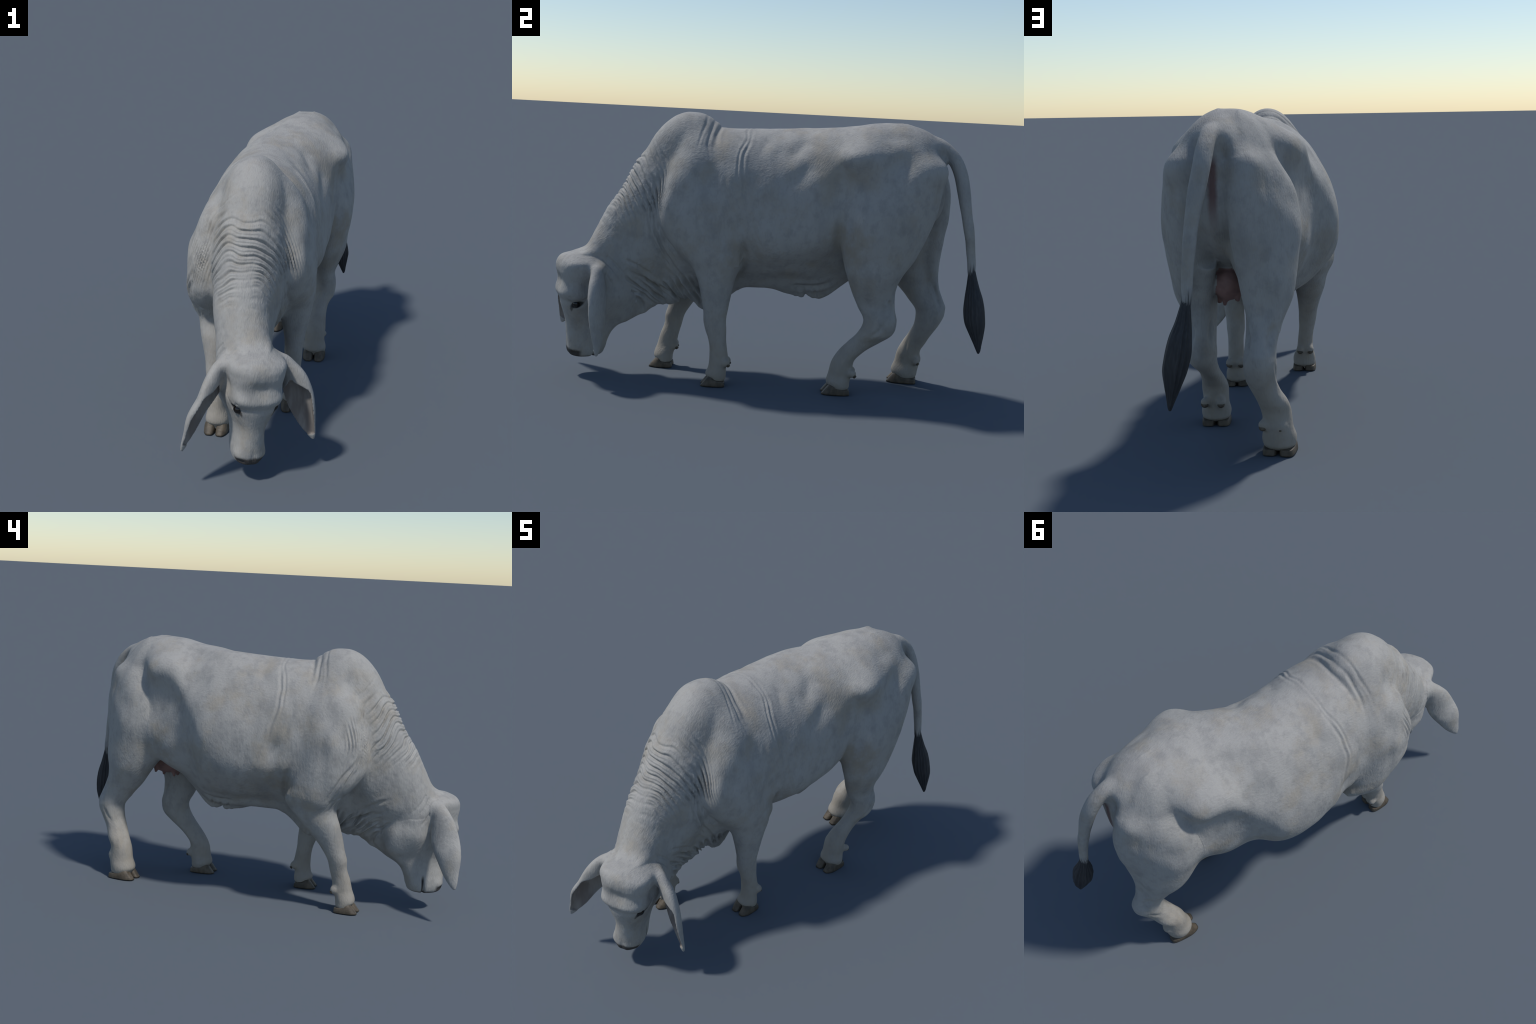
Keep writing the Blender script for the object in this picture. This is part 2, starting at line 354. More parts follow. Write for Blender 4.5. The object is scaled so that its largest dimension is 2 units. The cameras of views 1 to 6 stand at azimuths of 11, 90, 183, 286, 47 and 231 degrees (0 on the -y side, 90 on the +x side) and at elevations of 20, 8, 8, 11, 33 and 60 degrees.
def line_dist(y, z, pts):
    """Distance and parameter along a smoothed polyline in the side plane."""
    pts = np.array(pts, float); t = np.arange(len(pts), dtype=float)
    s = np.linspace(0, len(pts)-1, 8*(len(pts)-1)+1)
    L = np.stack([curve(list(zip(t, pts[:, c])))(s) for c in (0, 1)], 1)
    best = np.full(len(y), 9.0); par = np.zeros(len(y))
    for k in range(len(L)-1):
        ab = L[k+1] - L[k]
        f = np.clip(((y - L[k, 0])*ab[0] + (z - L[k, 1])*ab[1]) / (ab @ ab + 1e-12), 0, 1)
        d = np.hypot(y - L[k, 0] - f*ab[0], z - L[k, 1] - f*ab[1])
        m = d < best
        best[m] = d[m]; par[m] = (k + f[m]) / (len(L)-1)
    return best, par

def creases(phase, sharp=.18):
    """Rounded rolls parted by narrow creases, one per unit of phase; 0 on rolls, -1 in creases."""
    r = np.abs(phase - np.round(phase))
    return -np.exp(-(r / sharp)**2)

# folds drawn on the side of the body: (y, z) points, half width, depth, which side (1 left, -1 right, 0 both)
FOLDS = [
    ([(-.520, 1.132), (-.513, 1.092), (-.475, 1.019)], .004, .0015, 0),
    ([(-.289, 1.240), (-.296, 1.183), (-.308, 1.131), (-.318, 1.07)], .005, .0024, 0),
    ([(-.253, 1.225), (-.269, 1.162), (-.270, 1.110), (-.262, 1.04)], .006, .0032, 0),
    ([(-.222, 1.200), (-.238, 1.151), (-.246, 1.09)], .008, .0042, 0),
    ([(-.100, 1.200), (-.103, 1.138), (-.126, 1.080), (-.136, .988), (-.128, .92)], .005, .0028, 0),
    ([(-.078, 1.200), (-.091, 1.128), (-.105, 1.065), (-.113, .991), (-.103, .911), (-.081, .815), (-.06, .74)], .006, .0032, 0),
    ([(-.187, .995), (-.181, .922), (-.154, .833), (-.111, .756), (-.073, .689)], .010, .003, 0),
    ([(-.073, .823), (-.040, .723), (.004, .640)], .006, .0025, 0),
    ([(-.498, .758), (-.473, .713), (-.418, .635), (-.369, .550)], .006, .005, 0),
    ([(-.512, .758), (-.480, .664), (-.420, .551), (-.340, .450), (-.292, .39)], .008, .006, 0),
    ([(-.530, .730), (-.510, .66), (-.455, .57), (-.40, .50)], .006, .004, 0),
    ([(-.625, .500), (-.504, .446), (-.406, .390), (-.376, .360)], .008, .008, 0),
    ([(-.599, .428), (-.543, .377), (-.482, .325)], .007, .008, 0),
    ([(-.404, .493), (-.359, .411), (-.296, .315)], .008, .010, 0),
    ([(-.427, .474), (-.389, .410), (-.370, .366)], .007, .009, 0),
    ([(-.380, .495), (-.324, .425), (-.262, .311)], .007, .009, 0),
    ([(-.350, .495), (-.300, .435), (-.235, .33)], .007, .009, 0),
    ([(-.544, .419), (-.471, .375), (-.440, .326)], .007, .008, 0),
    ([(-.597, .386), (-.560, .339), (-.553, .301)], .007, .008, 0),
    ([(-.640, .560), (-.560, .52), (-.47, .46)], .007, .004, 0),
    ([(-.596, .451), (-.600, .397), (-.622, .324), (-.655, .255)], .012, .005, 0),
    ([(.001, 1.134), (-.018, 1.106), (-.055, 1.044)], .022, .0035, 0),
    ([(.085, 1.14), (.055, 1.09), (.0, 1.02)], .022, .003, 0),
    ([(.176, 1.150), (.132, 1.094), (.054, 1.029)], .026, .007, 1),
    ([(.202, 1.045), (.144, .988), (.100, .938)], .024, .004, 1),
    ([(.338, .855), (.337, .754), (.328, .66)], .016, .005, 1),
    ([(-.10, .70), (-.085, .62), (-.10, .54), (-.125, .49)], .010, .007, 1), ([(-.19, .70), (-.165, .62), (-.155, .55), (-.175, .49)], .010, .007, -1),
    ([(.11, .46), (.19, .462), (.28, .475), (.34, .52)], .010, .008, 0),
    ([(.150, .455), (.165, .42), (.17, .39)], .006, .004, 0), ([(.19, .455), (.205, .42), (.208, .38)], .006, .004, 0), ([(.24, .46), (.25, .43), (.255, .39)], .006, .004, 0),
    ([(.575, .46), (.585, .42), (.595, .36)], .010, .009, 1), ([(.80, .50), (.825, .44), (.848, .385)], .010, .009, -1), ([(.40, .22), (.375, .17), (.36, .12)], .007, .003, 1), ([(.72, .25), (.70, .18), (.695, .12)], .007, .003, -1),
    ([(.55, .36), (.53, .315), (.48, .27)], .007, .003, 1), ([(.82, .355), (.80, .31), (.77, .27)], .007, .003, -1),
]
# lumps and hollows: centre, radii, height
LUMPS = [
    ((.27, .43, .70), (.05, .05, .06), .006), ((-.18, .55, .80), (.08, .045, .09), .010),        # stifles
    ((.26, .53, 1.13), (.06, .06, .06), -.014), ((.30, .415, .80), (.05, .045, .10), .014), ((.27, .315, .92), (.05, .045, .08), -.012), ((.24, -.39, .85), (.05, .06, .07), -.011), ((.22, -.155, .95), (.06, .05, .06), .011), ((.24, -.18, .72), (.04, .035, .06), -.012), ((.25, -.085, .76), (.04, .035, .06), -.010),
    ((-.16, .555, .90), (.06, .05, .15), .022), ((-.17, .34, 1.10), (.06, .07, .04), .013), ((-.16, .70, .92), (.06, .05, .08), -.013),
    ((-.18, -.46, .99), (.06, .06, .06), .018), ((.20, .55, 1.18), (.06, .06, .04), -.012), ((-.28, -.33, .545), (.05, .06, .06), .012), ((-.29, -.11, .76), (.05, .045, .08), -.020), ((.28, .69, .98), (.05, .07, .10), .014),
    ((-.28, .08, .635), (.06, .09, .05), .004), ((.22, .07, .63), (.06, .09, .05), .006), ((-.13, .10, .49), (.07, .16, .04), -.012), ((.10, .10, .49), (.07, .16, .04), -.012),
    ((.31, .62, .95), (.06, .06, .08), .006), ((-.18, .66, .95), (.06, .06, .08), .006),
    ((.26, .37, .95), (.05, .05, .06), -.010), ((-.19, .38, .97), (.07, .08, .08), -.014),        # flank hollows
    ((.27, .60, 1.05), (.06, .06, .05), -.008), ((-.14, .66, 1.02), (.05, .05, .04), -.004),        # between hook and pin
    ((.22, -.07, .63), (.06, .04, .07), -.016), ((-.28, -.14, .60), (.06, .045, .07), -.016), ((.22, -.12, .75), (.06, .03, .08), -.007), ((-.28, -.17, .78), (.06, .04, .08), -.008),       # behind the elbow
    ((.22, -.44, .80), (.05, .03, .10), .010), ((-.25, -.50, .84), (.06, .035, .10), .008),         # point of shoulder
    ((.24, -.33, .75), (.06, .03, .12), -.004), ((-.29, -.35, .76), (.06, .03, .12), -.006),
    ((-.29, -.20, .87), (.06, .05, .06), -.009), ((-.28, -.36, .95), (.06, .045, .05), -.007), ((-.29, -.43, .86), (.06, .03, .07), -.006), ((-.28, -.45, .98), (.06, .04, .05), .006), ((-.28, -.30, .98), (.06, .04, .05), .006), ((-.30, -.37, .85), (.06, .035, .06), .005), ((-.28, -.12, .96), (.06, .05, .06), .005), ((.22, -.28, .95), (.06, .06, .06), -.006),
    ((.162, .765, 1.095), (.025, .03, .035), -.026), ((.068, .79, 1.09), (.022, .03, .045), -.028),      # pits beside the tail head
    ((-.17, -.455, .25), (.05, .04, .03), .004), ((.145, -.25, .30), (.05, .04, .03), .003),        # knees
]

def stroke(D, P, side, sel, pts, w, depth, s, rest=.15):
    pts = np.array(pts)
    m = sel & (P[:, 1] > pts[:, 0].min() - 4*w) & (P[:, 1] < pts[:, 0].max() + 4*w) & (P[:, 2] > pts[:, 1].min() - 4*w) & (P[:, 2] < pts[:, 1].max() + 4*w)
    if s: m &= side == s
    d, t = line_dist(P[m, 1], P[m, 2], pts)
    taper = sstep(0, .25, t) * sstep(1, .6, t) * (1 - rest) + rest
    D[m] += taper * depth * (-np.exp(-(d/w)**2) + .45 * np.exp(-((d - 2.2*w)/(1.1*w))**2))

def relief(P, N, lab):
    y, z = P[:, 1], P[:, 2]
    cx = spine_x(y)
    side = np.where(P[:, 0] > cx, 1, -1)
    D = np.zeros(len(P))
    Q = P + .006 * np.stack([value_noise(P * 18, 1), value_noise(P * 18, 2), value_noise(P * 18, 3)], 1)   # wandering folds
    loose = (lab != 'head') & ((lab != 'forelimb') | (z > .56))
    for pts, w, depth, s in FOLDS:
        stroke(D, Q, side, loose & (lab != 'ear') & (lab != 'tail') & (lab != 'udder'), pts, w, depth, s)
    D *= sstep(.92, .6, np.abs(N[:, 1]))            # folds drawn in side view fade where the skin faces forward
    for c, r, h in LUMPS:
        D += h * np.exp(-(((P - np.array(c)) / np.array(r))**2).sum(1))
    # rolls of loose skin over the crest of the neck, turning down in front of the shoulder
    m = (y < -.40) & (y > -.80) & (z > .60) & (z < 1.12) & ((lab == 'neck') | (lab == 'torso') | (lab == 'forelimb'))
    q = P[m]; off = q[:, 0] - cx[m]
    wob = value_noise(q * np.array((14, 10, 10)), 5) + .25 * value_noise(q * np.array((30, 24, 24)), 6)
    for spacing, sharp, depth, shift in ((.034, .17, .0092, 0), (.0175, .22, .0036, .4)):
        pa = (q[:, 2] + .15 * (q[:, 1] + .6) - .70 + .016 * wob + 11 * np.maximum(np.abs(off) - .045, 0)**2) / spacing
        pb = (q[:, 1] + .462 + .006 * wob) / (spacing * .55) + (1.046 - .70) / spacing
        ph = smax(pa, pb, 4.0) + shift
        on_crest = sstep(-1.5, 1.0, pa - pb)
        fine = spacing < .02
        facing = sstep(.8, .45, np.abs(N[m, 1]))
        amp = (depth * on_crest * sstep(.67, .84, q[:, 2]) * sstep(1.085, 1.02, q[:, 2]) * sstep(-.43, -.48, q[:, 1])
               + (0 if fine else .55) * depth * facing * (1 - on_crest) * sstep(-.452, -.47, q[:, 1]) * sstep(-.56, -.53, q[:, 1]) * sstep(.62, .74, q[:, 2]) * sstep(1.06, .98, q[:, 2]))
        amp *= 1 - .75 * sstep(.055, .02, np.abs(off)) * sstep(.90, .83, q[:, 2])
        amp *= np.clip(.75 + .85 * value_noise(q * np.array((20, 17, 17)) + shift, 9), .05, 1.5)
        D[m] += amp * (creases(ph, sharp) + .3)
    # fine lines running down along the front of the shoulder
    ln_ = np.random.default_rng(11)
    for i in range(22):
        o = ln_.uniform(-.05, .012); z0 = ln_.uniform(.62, .98); z1 = z0 - ln_.uniform(.12, .30)
        path = [(-.480, 1.0), (-.478, .90), (-.490, .80), (-.492, .74), (-.462, .66), (-.412, .57), (-.355, .48), (-.31, .42)]
        zz = np.linspace(z0, max(z1, .44), 5)
        yy = np.interp(-zz, [-p[1] for p in path], [p[0] for p in path]) + o * np.linspace(1, .8, 5)
        stroke(D, Q, side, (lab != 'head') & (lab != 'ear') & (z > .5) & (np.abs(N[:, 1]) < .75), list(zip(yy, zz)), ln_.uniform(.003, .0045), ln_.uniform(.001, .003), (1, -1)[i % 2], 0)
    # loose pleats of the throat and dewlap
    pl = np.random.default_rng(3)
    thr = (lab == 'neck') | ((lab == 'torso') & (y < -.22))
    for i in range(26):
        t = (i + pl.uniform(-.4, .4)) / 25
        y0 = -.65 + .36 * t; z0 = .47 - .03 * t + pl.uniform(-.04, .03)
        slope = -.65 - .95 * t + pl.uniform(-.15, .15); ln = pl.uniform(.10, .17)
        dy = ln / math.hypot(1, slope); bend = pl.uniform(-.012, .012)
        stroke(D, Q, side, thr & (z < .52), [(y0, z0), (y0 + dy*.5 + bend, z0 + slope*dy*.5 + bend), (y0 + dy, z0 + slope*dy)], pl.uniform(.0038, .0062), pl.uniform(.004, .010), (0, 1, -1)[i % 3], .0)
    # soft muscle and hair unevenness
    body = (lab != 'ear') & (lab != 'udder')
    D += body * (.0045 * value_noise(P * 8.5, 11) + .0014 * value_noise(P * 19, 14)) * sstep(.10, .3, z)
    nk = sstep(-.38, -.55, y) * sstep(.35, .5, z)
    D += body * nk * .0007 * value_noise(P * np.array((90, 55, 55)), 13)
    # face
    H = (P - HO) @ np.array([HL, HF, HU]).T
    al, f, h = np.abs(H[:, 0]), H[:, 1], H[:, 2]
    hd = lab == 'head'
    g = lambda c, r, a: a * np.exp(-(((al - c[0])/r[0])**2 + ((f - c[1])/r[1])**2 + ((h - c[2])/r[2])**2))
    D += hd * (g((.098, .068, .353), (.03, .020, .013), -.009) + g((.095, .068, .335), (.03, .022, .007), .003) + g((.100, .085, .378), (.03, .025, .013), .007)
               + g((.085, .115, .410), (.03, .03, .028), .009) + g((0, .13, .455), (.05, .03, .035), -.011) + .002 * sstep(.03, .09, f) * np.exp(-((h - .400 - .5*al*al)/.015)**2) - .004 * sstep(.03, .09, f) * np.exp(-((h - .366)/.016)**2)
               + g((.105, .10, .535), (.03, .04, .025), .006) + g((.118, .03, .44), (.03, .03, .04), -.012)
               + g((.09, .0, .36), (.03, .04, .05), .004) + g((.08, .05, .24), (.03, .02, .06), -.003)
               + g((.10, -.10, .38), (.05, .05, .07), .012) + g((.065, -.05, .24), (.03, .05, .05), .008) + g((.106, .075, .352), (.012, .05, .030), -.004) + g((.046, .064, .106), (.016, .018, .012), -.010)
               + g((.0, .085, .12), (.012, .03, .04), -.004) + g((.055, .05, .135), (.03, .03, .02), .005))
    d, t = line_dist(f, h, [(-.042, .182), (-.038, .13), (-.030, .095), (-.022, .07)])
    D -= hd * .012 * np.exp(-(d/.0055)**2) * sstep(.0, .2, t)
    wr = value_noise(P * 14, 31)
    for (l0, f0, h0), (l1, f1, h1) in [((.10, -.05, .56), (.11, -.12, .47)), ((.09, -.07, .575), (.10, -.15, .48)), ((.115, -.045, .50), (.118, -.10, .42)), ((.118, -.03, .48), (.12, -.06, .40))]:
        a = np.array((f0, h0)); b_ = np.array((f1, h1)); ab = b_ - a
        tt = np.clip(((f - a[0]) * ab[0] + (h - a[1]) * ab[1]) / (ab @ ab), 0, 1)
        dd = np.hypot(f - a[0] - tt*ab[0] + .006*wr, h - a[1] - tt*ab[1])
        D -= ((lab == 'head') | (lab == 'neck')) * (al > .06) * (al < .2) * .0045 * np.exp(-(dd/.005)**2) * sstep(1, .5, tt)
    d, t = line_dist(f, h, [(.095, .372), (.08, .345), (.066, .340), (.045, .355), (.03, .38)])
    D -= hd * (al > .06) * .003 * np.exp(-(d/.004)**2)
    d, t = line_dist(f, h, [(.098, .392), (.07, .372), (.04, .378), (.02, .40)])
    D -= hd * (al > .06) * .003 * np.exp(-(d/.004)**2)
    return D

# ------------------------------------------------------------------ build the skin
V, F = polygonise(body_sdf, (-.42, -1.06, 0.0), (.42, 1.02, 1.30), GRID)
V = relax(V, F, 3)
names = ['torso', 'neck', 'head', 'ear', 'forelimb', 'hindlimb', 'tail', 'udder']
# nearest generating part labels every vertex
best = np.full(len(V), 9.0); owner = np.zeros(len(V), int)
for i, e in enumerate(BODY):
    m = np.all((V > e.lo) & (V < e.hi), axis=1)
    d = np.full(len(V), 9.0); d[m] = e.dist(V[m])
    u = d < best; best[u] = d[u]; owner[u] = i
part = np.array([e.name for e in BODY])[owner]
N = vertex_normals(V, F)
V = V + N * relief(V, N, part)[:, None]
N = vertex_normals(V, F)

# ------------------------------------------------------------------ materials
class Nodes:
    def __init__(self, name):
        self.m = bpy.data.materials.new(name); self.m.use_nodes = True
        self.t = self.m.node_tree
        self.b = self.t.nodes['Principled BSDF']
        self.co = self.t.nodes.new('ShaderNodeTexCoord').outputs['Object']
    def new(self, kind, **kw):
        n = self.t.nodes.new(kind)
        for k, v in kw.items(): setattr(n, k, v)
        return n
    def put(self, sock, v):
        if isinstance(v, bpy.types.NodeSocket): self.t.links.new(v, sock)
        elif isinstance(v, tuple) and len(v) == 3 and sock.type == 'RGBA': sock.default_value = (*v, 1)
        else: sock.default_value = v
    def math(self, op, a, b=0.0, c=None, clamp=False):
        n = self.new('ShaderNodeMath', operation=op, use_clamp=clamp)
        self.put(n.inputs[0], a); self.put(n.inputs[1], b)
        if c is not None: self.put(n.inputs[2], c)
        return n.outputs[0]
    def noise(self, scale, detail=3, rough=.55, vec=None, stretch=None):
        v = vec or self.co
        if stretch:
            mp = self.new('ShaderNodeMapping'); self.put(mp.inputs['Vector'], v); mp.inputs['Scale'].default_value = stretch; v = mp.outputs[0]
        n = self.new('ShaderNodeTexNoise'); self.put(n.inputs['Vector'], v)
        n.inputs['Scale'].default_value, n.inputs['Detail'].default_value, n.inputs['Roughness'].default_value = scale, detail, rough
        return n.outputs['Fac']
    def step(self, x, a, b):
        n = self.new('ShaderNodeMapRange', interpolation_type='SMOOTHSTEP')
        self.put(n.inputs['Value'], x)
        if a <= b: n.inputs['From Min'].default_value, n.inputs['From Max'].default_value = a, b
        else:
            n.inputs['From Min'].default_value, n.inputs['From Max'].default_value = b, a
            n.inputs['To Min'].default_value, n.inputs['To Max'].default_value = 1, 0
        return n.outputs['Result']
    def mix(self, fac, a, b):
        n = self.new('ShaderNodeMix', data_type='RGBA')
        self.put(n.inputs[0], fac); self.put(n.inputs[6], a); self.put(n.inputs[7], b)
        return n.outputs[2]
    def along(self, origin, axis):
        s = self.new('ShaderNodeVectorMath', operation='SUBTRACT'); self.put(s.inputs[0], self.co); s.inputs[1].default_value = tuple(origin)
        d = self.new('ShaderNodeVectorMath', operation='DOT_PRODUCT'); self.put(d.inputs[0], s.outputs[0]); d.inputs[1].default_value = tuple(axis)
        return d.outputs['Value']
    def near(self, p, r0, r1):
        d = self.new('ShaderNodeVectorMath', operation='DISTANCE'); self.put(d.inputs[0], self.co); d.inputs[1].default_value = tuple(p)
        return self.step(d.outputs['Value'], r1, r0)
    def xyz(self):
        s = self.new('ShaderNodeSeparateXYZ'); self.put(s.inputs[0], self.co); return s.outputs
    def bump(self, h, strength, dist):
        n = self.new('ShaderNodeBump'); n.inputs['Strength'].default_value = strength; n.inputs['Distance'].default_value = dist
        self.put(n.inputs['Height'], h); self.put(self.b.inputs['Normal'], n.outputs[0])
    def done(self, color, rough=.75, spec=.25):
        self.put(self.b.inputs['Base Color'], color); self.put(self.b.inputs['Roughness'], rough)
        self.b.inputs['Specular IOR Level'].default_value = spec
        return self.m

PALE, WARM, COOL = (.350, .341, .322), (.312, .284, .240), (.246, .243, .236)

def hide(name, extra=None, shins=True):
    k = Nodes(name)
    c = k.mix(k.math('MULTIPLY', k.step(k.noise(6.5, 6, .62), .46, .70), .85), PALE, WARM)
    c = k.mix(k.math('MULTIPLY', k.step(k.noise(7, 6, .65, stretch=(1, 1.4, .8)), .46, .72), .55), c, COOL)  # darker grey mottling, here and next line: partly soft crease shading painted into the coat
    c = k.mix(k.math('MULTIPLY', k.step(k.noise(24, 5, .65, stretch=(1, 1, .7)), .46, .70), .5), c, (.232, .230, .225))
    hair = k.noise(210, 3, .6, stretch=(1, .4, .22))
    c = k.mix(k.math('MULTIPLY', k.step(hair, .5, .75), .25), c, (.24, .235, .22))
    z = k.xyz()[2]
    tint = k.math('MAXIMUM', k.math('MAXIMUM', k.near((.22, -.12, .62), .02, .18), k.near((-.28, -.16, .62), .02, .18)), k.math('MAXIMUM', k.near((.27, .36, .70), .02, .16), k.near((-.18, .47, .72), .02, .16)))
    c = k.mix(k.math('MULTIPLY', tint, k.math('MULTIPLY', k.step(k.noise(13, 5, .6), .35, .62), .6)), c, (.285, .25, .20))
    low = k.math('MULTIPLY', k.step(z, .42, .10), k.math('ADD', k.math('MULTIPLY', k.noise(16, 4), .8), .30))
    if shins: c = k.mix(k.math('MULTIPLY', low, .75), c, (.29, .25, .195))
    if extra: c = extra(k, c)
    h = k.math('ADD', k.math('MULTIPLY', hair, .6), k.math('MULTIPLY', k.noise(45, 3, stretch=(1, .6, .4)), .35))
    k.bump(h, .6, .006)
    return k.done(c)

def head_colours(k, c):
    l, f, h = k.along(HO, HL), k.along(HO, HF), k.along(HO, HU)
    al = k.math('ABSOLUTE', l)
    pad = k.math('MULTIPLY', k.step(k.math('ADD', h, k.math('ADD', k.math('MULTIPLY', k.noise(60), .012), k.math('MULTIPLY', k.math('MULTIPLY', al, al), 1.5))), .143, .126), k.step(k.math('ADD', f, k.math('MULTIPLY', al, -.15)), .012, .034))
    c = k.mix(k.math('MULTIPLY', pad, .92), c, (.035, .03, .028))
    lips = k.math('MULTIPLY', k.step(h, .10, .088), .8)
    c = k.mix(lips, c, (.06, .05, .045))
    mouth = k.math('MULTIPLY', k.math('MULTIPLY', k.step(f, -.047, -.041), k.step(f, -.031, -.037)), k.step(h, .184, .145))
    c = k.mix(k.math('MULTIPLY', mouth, .9), c, (.02, .017, .016))
    # dark almond of the lids and the stain below the inner corner
    u = k.math('ADD', k.math('MULTIPLY', k.math('ADD', f, -.066), .88), k.math('MULTIPLY', k.math('ADD', h, -.352), -.47))
    w = k.math('ADD', k.math('MULTIPLY', k.math('ADD', f, -.066), .47), k.math('MULTIPLY', k.math('ADD', h, -.352), .88))
    r2 = k.math('ADD', k.math('POWER', k.math('MULTIPLY', u, 1/.030), 2.0), k.math('POWER', k.math('MULTIPLY', w, 1/.0155), 2.0))
    lids = k.math('MULTIPLY', k.step(r2, 1.3, .5), k.step(al, .055, .065))
    c = k.mix(k.math('MULTIPLY', lids, .92), c, (.018, .016, .015))
    u = k.math('MULTIPLY', k.math('ADD', k.math('ADD', f, -.087), k.math('MULTIPLY', k.math('ADD', h, -.33), .1)), 1/.007)
    w = k.math('MULTIPLY', k.math('ADD', h, -.325), 1/.020)
    stain = k.math('MULTIPLY', k.step(k.math('ADD', k.math('POWER', u, 2.0), k.math('POWER', w, 2.0)), 1.4, .1), k.step(al, .055, .065))
    c = k.mix(k.math('MULTIPLY', stain, .75), c, (.05, .047, .045))
    for s in (1, -1):
        c = k.mix(k.near(head_pt(s*.046, .066, .104), .006, .014), c, (.006, .005, .005))
    return c

def rear_colours(k, c):
    x, y, z = k.xyz()
    w = k.math('ABSOLUTE', k.math('SUBTRACT', x, .108))
    v = k.math('MULTIPLY', k.math('MULTIPLY', k.step(k.math('ADD', w, k.math('MULTIPLY', k.noise(30), .012)), .030, .012), k.step(y, .72, .76)), k.math('MULTIPLY', k.step(z, .78, .95), k.step(z, 1.09, 1.04)))
    return k.mix(k.math('MULTIPLY', v, .85), c, (.16, .085, .078))

M_HIDE = hide('pale_hide', rear_colours)
M_EARS = hide('ear_hide', None, False)
M_HEAD = hide('head_hide', head_colours, False)

def tail_colours(k, c):
    z = k.xyz()[2]
    n = k.noise(120, 2, .5, stretch=(1, 1, .06))
    return k.mix(k.step(k.math('ADD', z, k.math('MULTIPLY', n, .15)), .715, .635), c, (.034, .035, .038))
M_TAIL = hide('tail_hide', tail_colours)

k = Nodes('ear_lining')
c = k.mix(k.step(k.noise(22, 4, stretch=(1, 1, .25)), .4, .65), (.19, .165, .15), (.27, .25, .23))
k.bump(k.noise(90, 3, stretch=(1, 1, .2)), .3, .003)
M_LINING = k.done(c, .8)

k = Nodes('udder_skin')
c = k.mix(k.step(k.noise(25, 3), .4, .7), (.28, .165, .145), (.21, .125, .112))
k.bump(k.noise(130, 3), .25, .002)
M_UDDER = k.done(c, .6)

k = Nodes('hoof_horn')
zz = k.xyz()[2]
c = k.mix(k.step(k.noise(45, 4, stretch=(1, 1, .5)), .35, .7), (.066, .052, .036), (.118, .094, .066))
c = k.mix(k.math('MULTIPLY', k.step(k.noise(14, 2), .5, .7), .5), c, (.032, .029, .025))
k.bump(k.noise(60, 3, stretch=(.5, .5, 4)), .4, .003)
M_HORN = k.done(c, .55, .4)

k = Nodes('tail_hair')
c = k.mix(k.step(k.noise(140, 3, stretch=(1, 1, .05)), .4, .7), (.030, .031, .034), (.045, .045, .048))
M_TUFT = k.done(c, .6, .35)

k = Nodes('eyeball')
M_EYE = k.done((.008, .006, .005), .08, .5)

# ------------------------------------------------------------------ objects
root = bpy.data.objects.new('zebu_cow', None)
bpy.context.scene.collection.objects.link(root)
root['label'] = 'pale grey humped cow grazing with lowered head and drooping ears'
root['category'] = 'cow'

def link(ob, parent):
    bpy.context.scene.collection.objects.link(ob); ob.parent = parent
    return ob

def add_mesh(name, verts, faces, mats, parent, normals=None, index=None):
    me = bpy.data.meshes.new(name)
    me.from_pydata(np.asarray(verts).tolist(), [], np.asarray(faces).tolist() if not isinstance(faces, list) else faces)
    me.polygons.foreach_set('use_smooth', [True] * len(me.polygons))
    for m in mats if isinstance(mats, list) else [mats]:
        me.materials.append(m)
    if index is not None:
        me.polygons.foreach_set('material_index', np.asarray(index, np.int32))
    if normals is not None:
        me.normals_split_custom_set_from_vertices(np.asarray(normals).tolist())
    return link(bpy.data.objects.new(name, me), parent)

fc = V[F].mean(1)
fpart = part[F[:, 0]]
SIDE = {'ear': fc @ HL > HO @ HL, 'forelimb': fc[:, 0] > -.03, 'hindlimb': fc[:, 0] > .05}
SKIN = {'head': M_HEAD, 'tail': M_TAIL, 'udder': M_UDDER}
PARTS = {}
for nm in names:
    sel = fpart == nm
    for g in ([sel & SIDE[nm], sel & ~SIDE[nm]] if nm in SIDE else [sel]):
        Fi = F[g]; used, inv = np.unique(Fi, return_inverse=True)
        mats, index = SKIN.get(nm, M_HIDE), None
        if nm == 'ear':
            e = ear_left if not PARTS.get('ear') else ear_right
            mats, index = [M_EARS, M_LINING], (e.hollow.dist(fc[g]) < .0035).astype(int)
        PARTS.setdefault(nm, []).append(add_mesh(nm, V[used], inv.reshape(-1, 4), mats, root, N[used], index))

